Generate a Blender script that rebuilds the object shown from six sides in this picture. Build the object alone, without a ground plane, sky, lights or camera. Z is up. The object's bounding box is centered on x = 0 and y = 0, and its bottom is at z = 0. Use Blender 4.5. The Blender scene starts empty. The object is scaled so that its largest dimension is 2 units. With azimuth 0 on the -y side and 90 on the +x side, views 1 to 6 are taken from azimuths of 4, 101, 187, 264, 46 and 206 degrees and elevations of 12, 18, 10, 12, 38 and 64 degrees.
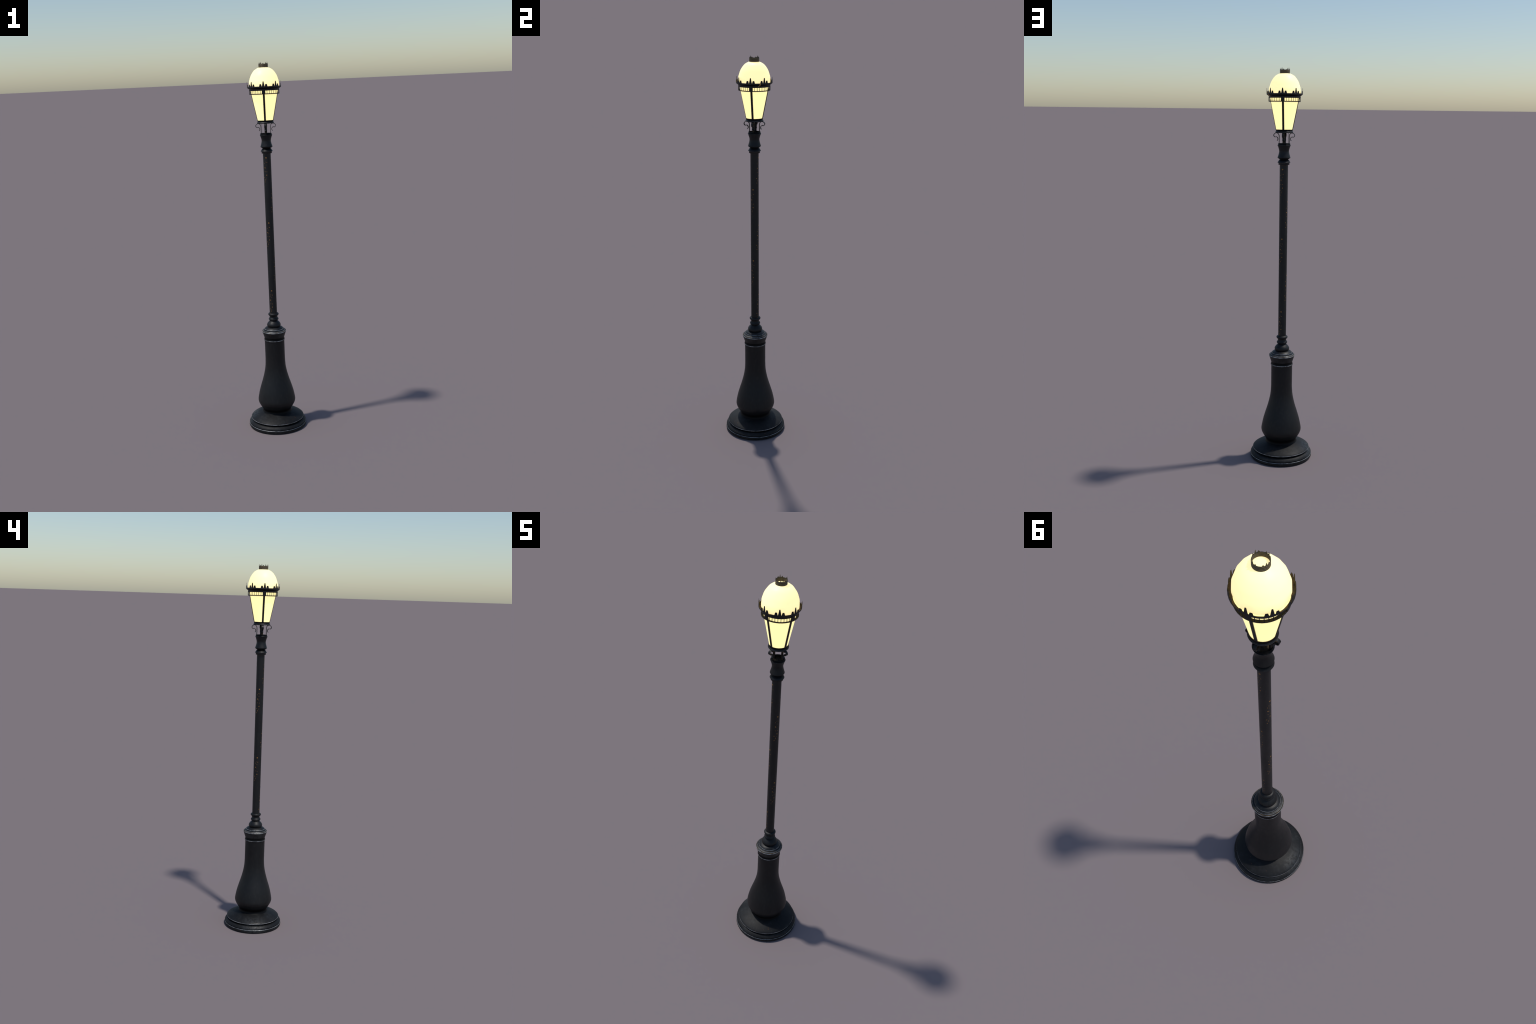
"""Old cast-iron street lamp: turned base and post, scroll brackets, a tapered
glowing lantern with a balustrade, an egg-shaped opal globe and a small crown."""
import bpy, bmesh, math, random
from mathutils import Vector, Matrix

random.seed(7)
TAU = math.tau
COL = bpy.context.scene.collection


# ------------------------------------------------------------------ node help
class Nodes:
    def __init__(self, name):
        self.mat = bpy.data.materials.new(name)
        self.mat.use_nodes = True
        self.t = self.mat.node_tree
        self.t.nodes.clear()
        self.out = self.t.nodes.new("ShaderNodeOutputMaterial")
        self.bsdf = self.t.nodes.new("ShaderNodeBsdfPrincipled")
        self.t.links.new(self.bsdf.outputs[0], self.out.inputs[0])
        self.coord = self.t.nodes.new("ShaderNodeTexCoord").outputs["Object"]

    def put(self, sock, v):
        if isinstance(v, bpy.types.NodeSocket):
            self.t.links.new(v, sock)
        elif isinstance(v, (tuple, list)) and len(v) == 3 and sock.type == "RGBA":
            sock.default_value = (*v, 1)
        else:
            sock.default_value = v

    def set(self, **kw):
        names = {"color": "Base Color", "rough": "Roughness", "metal": "Metallic", "normal": "Normal",
                 "spec": "Specular IOR Level", "emit": "Emission Color", "power": "Emission Strength",
                 "coat": "Coat Weight", "sheen": "Sheen Weight", "sheen_rough": "Sheen Roughness",
                 "sheen_tint": "Sheen Tint"}
        for k, v in kw.items():
            self.put(self.bsdf.inputs[names[k]], v)
        return self.mat

    def math(self, op, a, b=None, c=None, clamp=False):
        n = self.t.nodes.new("ShaderNodeMath")
        n.operation, n.use_clamp = op, clamp
        for i, v in enumerate((a, b, c)):
            if v is not None:
                self.put(n.inputs[i], v)
        return n.outputs[0]

    def noise(self, scale, detail=4, rough=.6, vector=None, stretch=None):
        v = vector or self.coord
        if stretch:
            m = self.t.nodes.new("ShaderNodeMapping")
            m.inputs["Scale"].default_value = stretch
            self.t.links.new(v, m.inputs[0])
            v = m.outputs[0]
        n = self.t.nodes.new("ShaderNodeTexNoise")
        n.inputs["Scale"].default_value = scale
        n.inputs["Detail"].default_value = detail
        n.inputs["Roughness"].default_value = rough
        self.t.links.new(v, n.inputs["Vector"])
        return n.outputs["Fac"]

    def band(self, v, lo, hi):
        """0 below lo, 1 above hi, smooth between (hi may be the smaller)."""
        n = self.t.nodes.new("ShaderNodeMapRange")
        n.interpolation_type = "SMOOTHSTEP"
        self.put(n.inputs[0], v)
        a, b, c, d = (lo, hi, 0, 1) if lo < hi else (hi, lo, 1, 0)
        for i, x in zip((1, 2, 3, 4), (a, b, c, d)):
            n.inputs[i].default_value = x
        return n.outputs[0]

    def mix(self, f, a, b):
        n = self.t.nodes.new("ShaderNodeMix")
        n.data_type = "RGBA"
        self.put(n.inputs["Factor"], f)
        self.put(n.inputs[6], a)
        self.put(n.inputs[7], b)
        return n.outputs[2]

    def xyz(self):
        n = self.t.nodes.new("ShaderNodeSeparateXYZ")
        self.t.links.new(self.coord, n.inputs[0])
        return n.outputs

    def angle(self):
        """Angle round the post in degrees."""
        x, y, _ = self.xyz()
        return self.math("MULTIPLY", self.math("ARCTAN2", y, x), 360 / TAU)

    def bump(self, height, strength, dist=.001):
        n = self.t.nodes.new("ShaderNodeBump")
        n.inputs["Strength"].default_value = strength
        n.inputs["Distance"].default_value = dist
        self.t.links.new(height, n.inputs["Height"])
        return n.outputs[0]


IRON_DARK, IRON_LIGHT = (.0038, .0043, .0050), (.0064, .0069, .0077)
RUST, RUST_DARK = (.46, .225, .050), (.17, .075, .018)


def iron(name, dust=0.0, specks=0.0, crevices=()):
    """Black paint on cast iron; dust = grey film in patches, specks = rust flecks."""
    n = Nodes(name)
    grain = n.noise(9, 5, .65)
    streak = n.noise(40, 3, .6, stretch=(1, 1, .12))
    f = n.math("ADD", n.math("MULTIPLY", grain, .65), n.math("MULTIPLY", streak, .35))
    f = n.band(f, .35, .68)
    c = n.mix(f, IRON_DARK, IRON_LIGHT)
    fine = n.noise(160, 4, .7)
    c = n.mix(n.math("MULTIPLY", n.band(n.noise(110, 4, .75, stretch=(1, 1, .35)), .46, .70), .45), c, (.0175, .0160, .0150))
    if dust:
        patch = n.band(n.noise(22, 6, .72), .47, .74)
        c = n.mix(n.math("MULTIPLY", patch, dust), c, (.060, .064, .066))
    if specks:
        spot = n.math("MULTIPLY", n.band(n.noise(75, 2, .5), .70, .75), n.band(n.noise(9, 2, .5), .52, .62))
        c = n.mix(n.math("MULTIPLY", spot, specks), c, (.13, .055, .022))
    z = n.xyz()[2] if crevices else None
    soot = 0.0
    for lo, hi, fade in crevices:                      # shade of grooves and undercuts, painted as darker colour
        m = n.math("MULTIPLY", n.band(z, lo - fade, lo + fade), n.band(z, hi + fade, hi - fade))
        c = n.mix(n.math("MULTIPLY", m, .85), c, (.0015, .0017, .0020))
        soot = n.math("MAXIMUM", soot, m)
    rough = n.math("ADD", n.math("MULTIPLY", fine, .16), n.math("MULTIPLY", f, .10))
    rough = n.math("ADD", rough, .37)
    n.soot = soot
    return n, c, rough, n.bump(fine, .12, .0006)


def iron_material(name, highlight=None, spec=.34, **kw):
    """polished = compass angle of a smoother patch with the sun highlight put into its colour."""
    n, c, rough, nrm = iron(name, **kw)
    if highlight is not None:
        off = n.math("ABSOLUTE", n.math("SUBTRACT", n.math("MODULO", n.math("ADD", n.angle(), 360), 360), highlight))
        m = n.math("MULTIPLY", n.math("MULTIPLY", n.band(off, 36, 4), n.band(n.xyz()[2], .0770, .0630)), n.band(n.noise(85, 5, .75), .36, .60))
        rough = n.math("SUBTRACT", n.math("ADD", rough, .10), n.math("MULTIPLY", m, .22))
        c = n.mix(n.math("MULTIPLY", m, .6), c, (.042, .045, .047))  # lighter tone paints the highlight onto the dome
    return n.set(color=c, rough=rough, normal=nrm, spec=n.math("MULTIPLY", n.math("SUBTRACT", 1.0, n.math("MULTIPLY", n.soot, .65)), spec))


def worn_material(name="worn_iron_edge", k=1.0):
    """Edges where the paint is rubbed through to bare iron."""
    n = Nodes(name)
    f = n.band(n.noise(55, 5, .7), .34, .62)
    return n.set(color=n.mix(f, tuple(v * k for v in (.080, .085, .092)), tuple(v * k for v in (.42, .43, .44))), metal=.35, rough=.40, spec=.5)


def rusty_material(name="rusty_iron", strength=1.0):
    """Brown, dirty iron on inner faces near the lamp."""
    n = Nodes(name)
    f = n.band(n.noise(45, 5, .7), .40, .66)
    g = n.band(n.noise(140, 3, .6), .35, .7)
    c = n.mix(f, tuple(v * strength for v in (.022, .018, .012)), tuple(v * strength for v in (.105, .064, .024)))
    c = n.mix(n.math("MULTIPLY", g, .35), c, (.010, .010, .011))
    return n.set(color=c, rough=.75, spec=.25)


# Rust blisters of the shaft: (degrees round, metres below the top blister, radius).
BLISTERS = [(10, .0000, .0027), (-3, .0221, .0009), (20, .0241, .0013), (-18, .0305, .0012), (7, .0382, .0009),
            (-13, .0532, .0020), (3, .0582, .0007), (-13, .0741, .0011), (14, .0741, .0012), (11, .0922, .0019),
            (-28, .1042, .0016), (2, .1070, .0008), (-8, .1148, .0013), (-12, .1195, .0008), (-24, .1279, .0014)]


def shaft_material():
    """Painted iron with clusters of rust blisters that step a quarter turn and
    half a pitch from one cluster to the next."""
    n, c, rough, nrm = iron("shaft_iron")
    z = n.xyz()[2]
    pitch, first, turn, R = .3760, 1.5320, 248.7, .0205
    wob = n.math("MULTIPLY", n.math("SUBTRACT", n.noise(420, 2, .5), .5), .0016)
    a0 = n.math("ADD", n.math("SUBTRACT", n.angle(), turn - 15 - 720), 45)
    seam = n.math("MULTIPLY", n.math("GREATER_THAN", z, 1.365), .0260)     # the top cluster sits a little lower
    k = n.math("FLOOR", n.math("DIVIDE", a0, 90))
    a = n.math("SUBTRACT", n.math("SUBTRACT", a0, n.math("MULTIPLY", k, 90)), 45 + 15)
    down = n.math("SUBTRACT", n.math("SUBTRACT", first, z), seam)
    shift = n.math("MULTIPLY", k, pitch / 2)
    d = n.math("ADD", n.math("ADD", down, shift), pitch * 40 + .01)
    d = n.math("SUBTRACT", n.math("MODULO", d, pitch), .01)
    arc = n.math("MULTIPLY", a, R * TAU / 360)
    mask = None
    for deg, drop, rad in BLISTERS:
        da = n.math("SUBTRACT", arc, deg * R * TAU / 360)
        dz = n.math("SUBTRACT", d, drop)
        dist = n.math("SQRT", n.math("ADD", n.math("MULTIPLY", da, da), n.math("MULTIPLY", dz, dz)))
        dist = n.math("DIVIDE", n.math("ADD", dist, wob), rad)
        mask = dist if mask is None else n.math("MINIMUM", mask, dist)
    spot = n.band(mask, 1.55, .85)
    core = n.math("MULTIPLY", n.noise(600, 2, .6), 1.0)
    rust = n.mix(n.band(core, .38, .62), RUST_DARK, RUST)
    under = n.math("MULTIPLY", n.band(z, 1.5225, 1.5262), n.band(n.noise(120, 2, .5), .35, .65))
    c = n.mix(n.math("MULTIPLY", under, .75), c, (.050, .022, .010))
    c = n.mix(spot, c, rust)
    height = n.math("ADD", n.math("MULTIPLY", spot, 1.0), n.math("MULTIPLY", n.noise(160, 4, .7), .12))
    return n.set(color=c, rough=n.math("MAXIMUM", rough, n.math("MULTIPLY", spot, .8)),
                 normal=n.bump(height, .6, .0008), spec=.42)


def gallery_material(name="gallery_iron", dark=False):
    """Iron with one crooked rust streak that runs down the rim."""
    n, c, rough, nrm = iron(name)
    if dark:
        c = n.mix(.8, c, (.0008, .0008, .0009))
    z = n.xyz()[2]
    a = n.angle()
    wig = n.math("MULTIPLY", n.math("SINE", n.math("MULTIPLY", z, 620)), 1.0)
    lean = n.math("MULTIPLY", n.math("SUBTRACT", z, 1.8705), 190)
    d = n.math("ABSOLUTE", n.math("SUBTRACT", n.math("SUBTRACT", n.math("SUBTRACT", a, 31.0), lean), wig))
    m = n.math("MULTIPLY", n.band(d, 1.5, .9), n.band(z, 1.8600, 1.8625))
    p = n.math("MULTIPLY", n.band(n.math("ABSOLUTE", n.math("ADD", a, 73)), 4, 1.5), n.band(z, 1.8735, 1.876))
    m = n.math("MAXIMUM", m, n.math("MULTIPLY", p, .6))
    c = n.mix(m, c, (.80, .46, .12))
    return n.set(color=c, rough=rough, normal=nrm, spec=.12 if dark else .42)


def crown_material():
    """Tarnished brass-brown ring with dark grooves."""
    n = Nodes("crown_bronze")
    z = n.xyz()[2]
    w = n.math("SINE", n.math("MULTIPLY", n.math("SUBTRACT", z, 1.9714), TAU / .0046))
    g = n.band(w, -.35, .55)
    f = n.band(n.noise(60, 4, .7), .35, .65)
    c = n.mix(g, (.011, .011, .010), n.mix(f, (.120, .100, .068), (.180, .130, .068)))
    c = n.mix(n.band(z, 1.9885, 1.9905), c, n.mix(f, (.012, .013, .013), (.045, .034, .016)))
    return n.set(color=c, rough=.6, spec=.4)


def opal_material(name, body, glow, power, top=None):
    n = Nodes(name)
    f = n.band(n.noise(14, 3, .5), .3, .7)
    return n.set(color=n.mix(f, body, tuple(v * .97 for v in body)), rough=.45, spec=.3, emit=glow, power=power)


M_IRON = iron_material("black_iron")
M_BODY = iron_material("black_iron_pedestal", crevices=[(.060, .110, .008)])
M_PLINTH = iron_material("black_iron_plinth", dust=.22, specks=.9, highlight=176, spec=.27, crevices=[(.0365, .0468, .002), (.0176, .0215, .0012)])
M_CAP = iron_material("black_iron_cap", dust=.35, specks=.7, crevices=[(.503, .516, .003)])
M_WORN = worn_material()
M_DULL = worn_material("dull_iron_edge", .22)
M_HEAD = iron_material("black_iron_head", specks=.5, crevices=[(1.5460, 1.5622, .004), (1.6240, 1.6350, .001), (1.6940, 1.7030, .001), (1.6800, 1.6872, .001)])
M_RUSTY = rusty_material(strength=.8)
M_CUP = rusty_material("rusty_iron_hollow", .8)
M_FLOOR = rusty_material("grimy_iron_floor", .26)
M_SHAFT = shaft_material()
M_GALLERY = gallery_material()
M_CROWN = crown_material()
_cove_shade = gallery_material("gallery_iron_shade", dark=True)  # near-black copy: shade under the flared rim is in the colour
M_COVE_SHADE = _cove_shade
M_GLOBE = opal_material("opal_globe", (.78, .75, .37), (1.0, .80, .405), 1.0)
M_GLASS = opal_material("lantern_glass", (.76, .74, .36), (1.0, .83, .385), 1.0)


# -------------------------------------------------------------- geometry help
def finish(name, bm, mats, parent=None, sharp=32, flip=True):
    if flip:
        bmesh.ops.recalc_face_normals(bm, faces=bm.faces)
    me = bpy.data.meshes.new(name)
    bm.to_mesh(me)
    bm.free()
    for m in mats:
        me.materials.append(m)
    for p in me.polygons:
        p.use_smooth = True
    me.set_sharp_from_angle(angle=math.radians(sharp))
    return place(name, me, parent)


def place(name, me, parent=None, matrix=None):
    o = bpy.data.objects.new(name, me)
    COL.objects.link(o)
    if parent is not None:
        o.parent = parent
    if matrix is not None:
        o.matrix_local = matrix
    return o


def smooth(pts, n=5):
    """Catmull-Rom through 2D points."""
    P = [Vector(p[:2]) for p in pts]
    P = [2 * P[0] - P[1]] + P + [2 * P[-1] - P[-2]]
    out = []
    for i in range(1, len(P) - 2):
        a, b, c, d = P[i - 1:i + 3]
        for j in range(n):
            t = j / n
            out.append(tuple(.5 * (2 * b + (c - a) * t + (2 * a - 5 * b + 4 * c - d) * t * t
                                   + (3 * b - a - 3 * c + d) * t ** 3)))
    out.append(tuple(P[-2]))
    return out


def chamfer(profile, width=.0011):
    """Points marked 'worn' become a small chamfer of worn metal (slot 1); a
    number as third entry is the material slot of the segment that ends there."""
    out = []
    for i, p in enumerate(profile):
        mark = p[2] if len(p) > 2 else 0
        if mark == "worn":
            v = Vector(p[:2])
            w = p[3] if len(p) > 3 else width
            a = v + (Vector(profile[i - 1][:2]) - v).normalized() * w
            b = v + (Vector(profile[i + 1][:2]) - v).normalized() * w
            out += [(a.x, a.y, 0), (b.x, b.y, 1)]
        else:
            out.append((p[0], p[1], mark))
    return out


def lathe(name, profile, mats, parent=None, segs=48, sharp=32, closed=False, arc=None, start=0.0):
    """Turn a profile of (radius, height[, mark]) round the z axis."""
    prof = chamfer(profile)
    bm = bmesh.new()
    a0, a1 = arc or (start, start + TAU)
    cols = segs + 1 if arc else segs
    rings = []
    for r, z, _ in prof:
        if r < 1e-6:
            v = bm.verts.new((0, 0, z))
            rings.append([v] * cols)
        else:
            rings.append([bm.verts.new((r * math.cos(a0 + (a1 - a0) * j / segs), r * math.sin(a0 + (a1 - a0) * j / segs), z))
                          for j in range(cols)])
    n = len(prof)
    for i in range(n if closed else n - 1):
        k = (i + 1) % n
        for j in range(segs):
            q = [rings[i][j], rings[i][(j + 1) % cols], rings[k][(j + 1) % cols], rings[k][j]]
            q = [v for x, v in enumerate(q) if v not in q[:x]]
            if len(q) > 2:
                bm.faces.new(q).material_index = prof[k][2]
    if arc and closed:
        bm.faces.new([ring[0] for ring in rings])
        bm.faces.new([ring[-1] for ring in reversed(rings)])
    return finish(name, bm, mats, parent, sharp, flip=closed)


def plate(name, outline, thick, mats, parent, back_slot=0):
    """Flat plate in the local y-z plane, x is its thickness (+x = front)."""
    bm = bmesh.new()
    f = [bm.verts.new((thick / 2, y, z)) for y, z in outline]
    b = [bm.verts.new((-thick / 2, y, z)) for y, z in outline]
    bm.faces.new(f)
    bm.faces.new(b[::-1]).material_index = back_slot
    for i in range(len(f)):
        k = (i + 1) % len(f)
        bm.faces.new((f[i], b[i], b[k], f[k]))
    return finish(name, bm, mats, parent, 30)


def turn(deg, radius=0.0, z=0.0):
    return Matrix.Rotation(math.radians(deg), 4, "Z") @ Matrix.Translation((radius, 0, z))


def mirrored(half):
    return [(y, z) for y, z in half] + [(-y, z) for y, z in reversed(half)]


# ------------------------------------------------------------------- the lamp
lamp = bpy.data.objects.new("street_lamp", None)
COL.objects.link(lamp)
lamp["label"] = "black cast iron street lamp with glowing egg shaped globe"
lamp["category"] = "street lamp"

# plinth: two flat rings below a low dome
plinth = lathe("plinth",
               [(0, 0), (.1560, 0)] + smooth([(.1580, .0006), (.1600, .0040), (.1602, .0105)], 3)
               + [(.1592, .0168, "worn", .0009)]
               + [(.1566, .0182), (.1568, .0205)] + smooth([(.1585, .0216), (.1572, .0250), (.1540, .0295), (.1492, .0338), (.1440, .0368), (.1405, .0378)], 3)
               + [(.1385, .0402), (.1385, .0445), (.1466, .0466), (.1476, .0484, "worn", .0014)]
               + smooth([(.1440, .0520), (.1400, .0552), (.1300, .0612), (.1180, .0672), (.1050, .0730), (.0920, .0780), (.0810, .0815), (.0700, .0840)], 4),
               [M_PLINTH, M_WORN], lamp, 56)

# pedestal: vase shape on a small flared foot
pedestal = lathe("pedestal",
                 smooth([(.0850, .0790), (.0818, .0826), (.0796, .0870), (.0784, .0925), (.0795, .0980)], 4)
                 + smooth([(.0815, .1005), (.0915, .1160), (.1000, .1320), (.1030, .1430), (.1035, .1500), (.1018, .1640),
                           (.0944, .1995), (.0842, .2348), (.0732, .2700), (.0639, .3051), (.0574, .3401), (.0548, .3750),
                           (.0545, .4098), (.0545, .4560), (.0545, .4960)], 6),
                 [M_BODY, M_WORN], lamp, 48)

# cap of the pedestal: bead, flared neck, moulded lip
pedestal_cap = lathe("pedestal_cap",
                     [(.0535, .4925), (.0551, .4930)] + smooth([(.0563, .4948), (.0570, .4972)], 2)
                     + [(.0571, .5000, "worn", .0014), (.0560, .5040), (.0545, .5085)]
                     + smooth([(.0544, .5105), (.0580, .5220), (.0622, .5345), (.0648, .5425)], 3)
                     + [(.0660, .5452), (.0662, .5476, "worn", .0010), (.0654, .5500, "worn", .0007), (.0612, .5526, 2), (.0607, .5546, "worn", .0007),
                        (.0580, .5556), (.0536, .5568), (.0530, .5590), (.0522, .5618, "worn", .0008)]
                     + smooth([(.0500, .5640), (.0440, .5690), (.0360, .5722), (.0280, .5740)], 3),
                     [M_CAP, M_WORN, M_CUP], lamp, 48)

# shaft collar: bulb and two beads
shaft_collar = lathe("shaft_collar",
                     [(.0300, .5700)] + smooth([(.0338, .5722), (.0362, .5762), (.0377, .5815), (.0374, .5862), (.0350, .5920),
                                                (.0295, .5990), (.0240, .6045), (.0217, .6065)], 4)
                     + [(.0222, .6082), (.0252, .6120), (.0262, .6128)]
                     + smooth([(.0268, .6138), (.0270, .6148), (.0264, .6158)], 2)
                     + [(.0265, .6165)] + smooth([(.0271, .6175), (.0267, .6192)], 2) + [(.0250, .6212), (.0232, .6232)]
                     + smooth([(.0216, .6270), (.0212, .6305), (.0228, .6345)], 3)
                     + smooth([(.0262, .6375), (.0285, .6412), (.0289, .6435), (.0282, .6462), (.0262, .6488), (.0235, .6505)], 3)
                     + [(.0195, .6515)],
                     [M_IRON, M_WORN], lamp, 40)

# shaft
shaft = lathe("shaft", [(.0203, .6460), (.0204, .9000), (.0206, 1.2000), (.0208, 1.5300)], [M_SHAFT], lamp, 40)

# capital: flange, cone, necking, waisted cup that is hollow at the top
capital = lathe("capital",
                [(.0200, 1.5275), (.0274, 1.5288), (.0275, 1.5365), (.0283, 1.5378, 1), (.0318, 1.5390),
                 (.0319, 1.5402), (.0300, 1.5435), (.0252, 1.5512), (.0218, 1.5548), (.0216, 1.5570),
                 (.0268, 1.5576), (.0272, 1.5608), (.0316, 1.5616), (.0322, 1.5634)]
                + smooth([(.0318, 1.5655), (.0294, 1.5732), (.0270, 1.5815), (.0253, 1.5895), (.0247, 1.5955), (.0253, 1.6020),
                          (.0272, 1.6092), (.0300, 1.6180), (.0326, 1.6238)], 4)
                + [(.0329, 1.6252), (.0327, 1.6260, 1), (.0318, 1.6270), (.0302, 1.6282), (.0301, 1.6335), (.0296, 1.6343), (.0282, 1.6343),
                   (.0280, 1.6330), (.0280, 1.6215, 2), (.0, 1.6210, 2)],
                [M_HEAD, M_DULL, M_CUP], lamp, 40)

# lantern collar: moulded dish that carries the glass
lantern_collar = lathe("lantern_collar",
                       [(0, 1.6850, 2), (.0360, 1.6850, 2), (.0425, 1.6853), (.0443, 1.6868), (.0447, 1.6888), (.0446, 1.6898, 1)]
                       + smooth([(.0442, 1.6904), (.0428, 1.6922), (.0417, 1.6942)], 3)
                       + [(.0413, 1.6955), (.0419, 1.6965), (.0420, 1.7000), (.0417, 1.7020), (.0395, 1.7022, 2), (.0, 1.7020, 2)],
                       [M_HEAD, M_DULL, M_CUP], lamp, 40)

# four scroll brackets: flat iron ribbon bent into an S
SCROLL = ([(.0250, 1.6215), (.0250, 1.6400), (.0250, 1.6560)]
          + smooth([(.0250, 1.6660), (.0258, 1.6738), (.0290, 1.6800), (.0338, 1.6838), (.0390, 1.6849), (.0447, 1.6836),
                    (.0497, 1.6797), (.0522, 1.6745), (.0510, 1.6690), (.0475, 1.6655), (.0437, 1.6648), (.0395, 1.6659),
                    (.0352, 1.6640), (.0320, 1.6595), (.0314, 1.6548), (.0328, 1.6500), (.0357, 1.6467)], 4))


def ribbon(name, path, width, thick, mats, parent):
    bm = bmesh.new()
    rows = []
    for i, p in enumerate(path):
        t = (Vector(path[min(i + 1, len(path) - 1)]) - Vector(path[max(i - 1, 0)])).normalized()
        nrm = Vector((-t.y, t.x)) * thick / 2
        a, b = Vector(p) + nrm, Vector(p) - nrm
        rows.append([bm.verts.new(q) for q in ((a.x, -width / 2, a.y), (a.x, width / 2, a.y),
                                               (b.x, width / 2, b.y), (b.x, -width / 2, b.y))])
    for r0, r1 in zip(rows, rows[1:]):
        for j in range(4):
            f = bm.faces.new((r0[j], r0[(j + 1) % 4], r1[(j + 1) % 4], r1[j]))
            f.material_index = 1 if j == 2 else 0
    bm.faces.new(rows[0])
    bm.faces.new(rows[-1][::-1])
    return finish(name, bm, mats, parent, 40)


bracket = ribbon("scroll_bracket", SCROLL, .0108, .0026, [M_IRON, M_CUP], lantern_collar)
for k in range(1, 4):
    place("scroll_bracket", bracket.data, lantern_collar, turn(90 * k))
plate("thin_strip", [(-.0030, 1.6212), (.0030, 1.6212), (.0030, 1.6855), (-.0030, 1.6855)], .0009, [M_IRON], lantern_collar).matrix_local = turn(180, .0206)  # thin upright strip inside one scroll stem, purpose unknown

# glass: four curved panes of a tapered drum
def pane(deg):
    half = math.radians(45 - .3)
    c = math.radians(deg)
    return lathe("glass_pane", [(.0400, 1.7015), (.0672, 1.8366), (.0711, 1.8550), (.0756, 1.8556), (.0757, 1.8572), (.0640, 1.8574), (.0640, 1.8550), (.0690, 1.8535), (.0657, 1.8366), (.0385, 1.7015)],
                 [M_GLASS], lamp, 10, 60, True, (c - half, c + half))


first_pane = pane(45)
for k in range(1, 4):
    place("glass_pane", first_pane.data, lamp, turn(90 * k))

# four glazing bars that cover the joints of the panes
bm = bmesh.new()
rows = []
for r, z, w in ((.0400, 1.7005, .0050), (.0672, 1.8366, .0052), (.0712, 1.8560, .0052)):
    rows.append([bm.verts.new((r + d, y, z)) for d, y in ((-.0010, -w), (.0019, -w), (.0024, -w * .6), (.0024, w * .6), (.0019, w), (-.0010, w))])
for r0, r1 in zip(rows, rows[1:]):
    for j in range(6):
        bm.faces.new((r0[j], r0[(j + 1) % 6], r1[(j + 1) % 6], r1[j]))
bm.faces.new(rows[0])
bm.faces.new(rows[-1][::-1])
bar = finish("glazing_bar", bm, [M_IRON], lamp, 30)
for k in range(1, 4):
    place("glazing_bar", bar.data, lamp, turn(90 * k))

# gallery: band, flared rim, lower rail with its floor, balusters, posts, finials
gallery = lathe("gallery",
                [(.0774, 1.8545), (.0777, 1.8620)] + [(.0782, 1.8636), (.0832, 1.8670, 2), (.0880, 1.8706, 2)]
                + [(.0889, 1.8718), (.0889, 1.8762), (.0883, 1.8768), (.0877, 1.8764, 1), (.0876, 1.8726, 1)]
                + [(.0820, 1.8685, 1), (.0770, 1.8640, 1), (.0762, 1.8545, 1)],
                [M_GALLERY, M_RUSTY, M_COVE_SHADE], lamp, 40, 30, True)
rail = lathe("rail", [(.0662, 1.8360), (.0770, 1.8358), (.0772, 1.8362), (.0783, 1.8366), (.0784, 1.8404), (.0771, 1.8405),
                      (.0769, 1.8372, 1), (.0662, 1.8370, 1)],
             [M_IRON, M_FLOOR], gallery, 40, 30, True)

PITCH = 9.1
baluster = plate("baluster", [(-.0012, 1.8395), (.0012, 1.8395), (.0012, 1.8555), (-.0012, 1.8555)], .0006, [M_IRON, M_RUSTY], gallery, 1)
slots = [90 * q + 45 + PITCH * (i - 3.5) for q in range(4) for i in range(8)]
baluster.matrix_local = turn(slots[0], .0774)
for a in slots[1:]:
    place("baluster", baluster.data, gallery, turn(a, .0774))

post = lathe("gallery_post", [(.0774, 1.8372), (.0787, 1.8372), (.0788, 1.8380), (.0788, 1.8615), (.0774, 1.8625)],
             [M_IRON], gallery, 3, 30, True, (-math.radians(6.6), math.radians(6.6)))
for k in range(1, 4):
    place("gallery_post", post.data, gallery, turn(90 * k))

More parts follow.
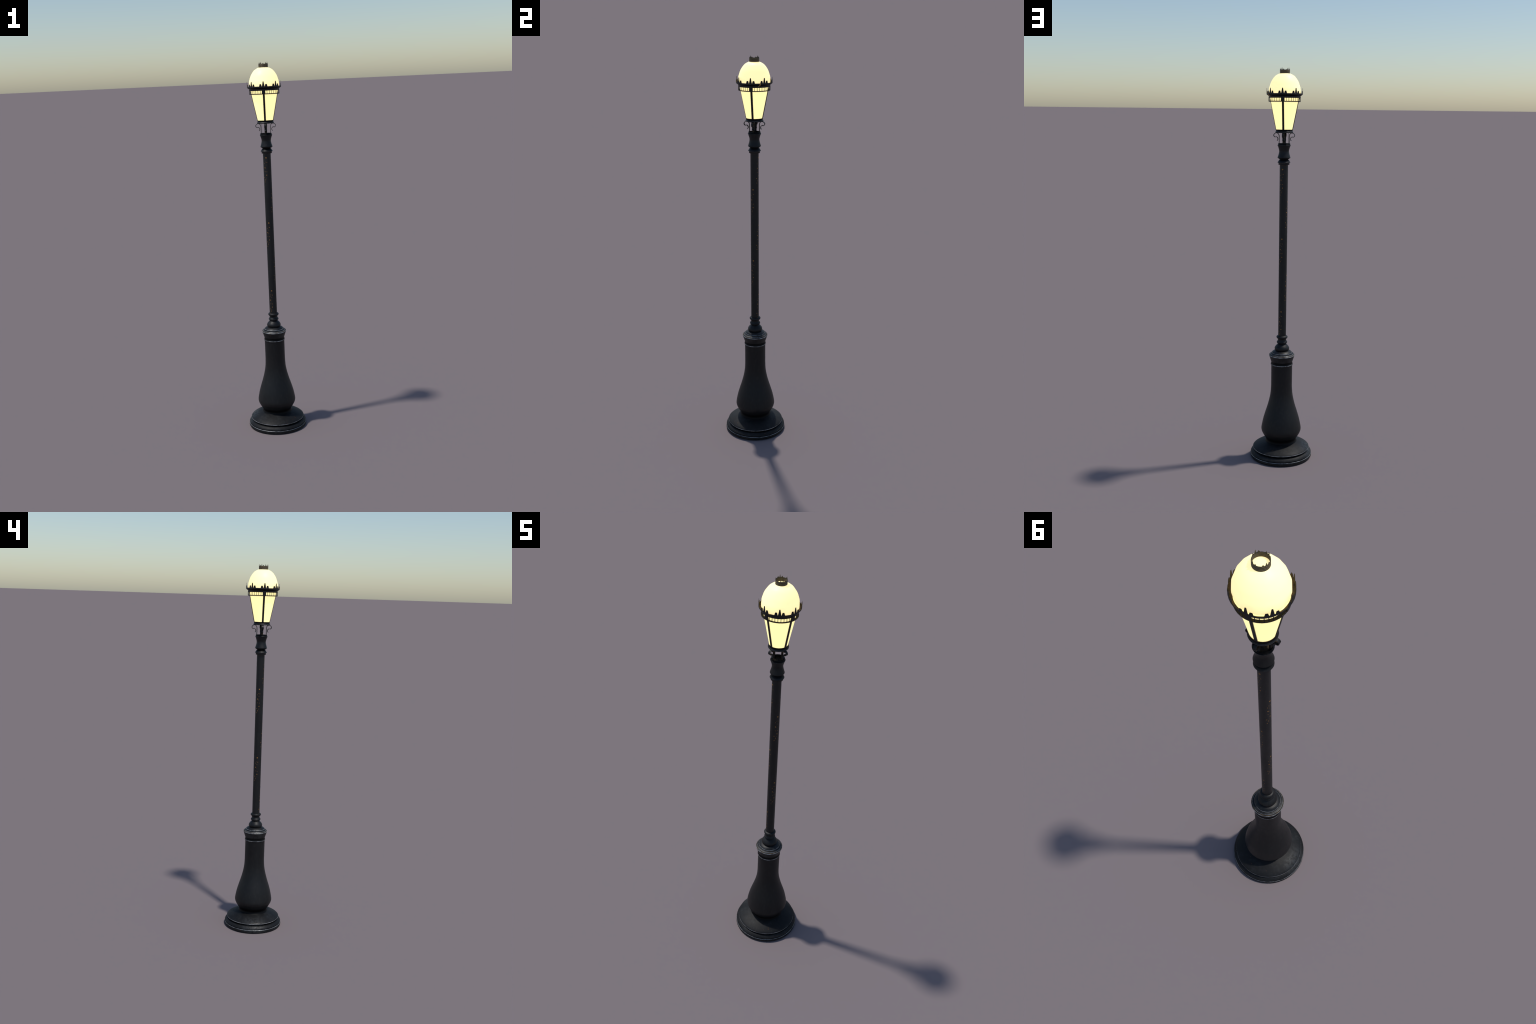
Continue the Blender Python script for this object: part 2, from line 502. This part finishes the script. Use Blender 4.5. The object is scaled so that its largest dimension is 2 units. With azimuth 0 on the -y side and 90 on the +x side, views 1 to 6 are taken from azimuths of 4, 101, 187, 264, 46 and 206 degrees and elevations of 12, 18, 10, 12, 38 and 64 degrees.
TALL = mirrored([(-.0071, -.0015), (-.0068, .0015), (-.0053, .0080), (-.0038, .0160), (-.0026, .0235), (-.0018, .0254)])
SHORT = mirrored([(-.0072, -.0015), (-.0067, .0012), (-.0053, .0065), (-.0042, .0104), (-.0029, .0119)])
RIM_R, RIM_Z = .0882, 1.8766
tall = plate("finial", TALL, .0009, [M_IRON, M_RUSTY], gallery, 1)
tall.matrix_local = turn(0, RIM_R, RIM_Z)
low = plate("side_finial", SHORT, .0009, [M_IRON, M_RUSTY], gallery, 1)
low.matrix_local = turn(9.6, RIM_R, RIM_Z)
for k in range(8):
    if k:
        place("finial", tall.data, gallery, turn(45 * k, RIM_R, RIM_Z))
        place("side_finial", low.data, gallery, turn(45 * k + 9.6, RIM_R, RIM_Z))
    place("side_finial", low.data, gallery, turn(45 * k - 9.6, RIM_R, RIM_Z))

# globe: opal egg of twenty flats
egg = ([(.0640, 1.8545)] + smooth([(.0688, 1.8580), (.0744, 1.8645), (.0779, 1.8740), (.0787, 1.8840), (.0779, 1.8992), (.0743, 1.9130),
                                   (.0668, 1.9336), (.0530, 1.9542), (.0400, 1.9650), (.0250, 1.9720), (.0130, 1.9758)], 4)
       + [(0, 1.9761)])
globe = lathe("globe", egg, [M_GLOBE], lamp, 20, 60)

# crown: ribbed ring with four groups of three spikes
ribs = []
for i in range(4):
    z = 1.9712 + .0046 * i
    ribs += [(.0243, z), (.0249, z + .0008), (.0249, z + .0020), (.0243, z + .0028)]
ribs = [p for p in ribs if p[1] < 1.9892] + [(.0245, 1.9896)]
crown = lathe("crown", ribs + [(r - .0014, z) for r, z in reversed(ribs)], [M_CROWN], lamp, 32, 30, True)
CR, CZ = .0240, 1.9892
spike = plate("crown_spike", mirrored([(-.0031, -.0015), (-.0027, .0010), (-.0016, .0048), (-.0008, .0093), (-.0004, .0108)]), .0008, [M_CROWN], crown)
stub = plate("crown_side_spike", mirrored([(-.0034, -.0015), (-.0030, .0008), (-.0017, .0038), (-.0007, .0056)]), .0008, [M_CROWN], crown)
spike.matrix_local = turn(61, CR, CZ)
stub.matrix_local = turn(61 + 21, CR, CZ)
for k in range(4):
    if k:
        place("crown_spike", spike.data, crown, turn(61 + 90 * k, CR, CZ))
        place("crown_side_spike", stub.data, crown, turn(61 + 21 + 90 * k, CR, CZ))
    place("crown_side_spike", stub.data, crown, turn(61 - 21 + 90 * k, CR, CZ))
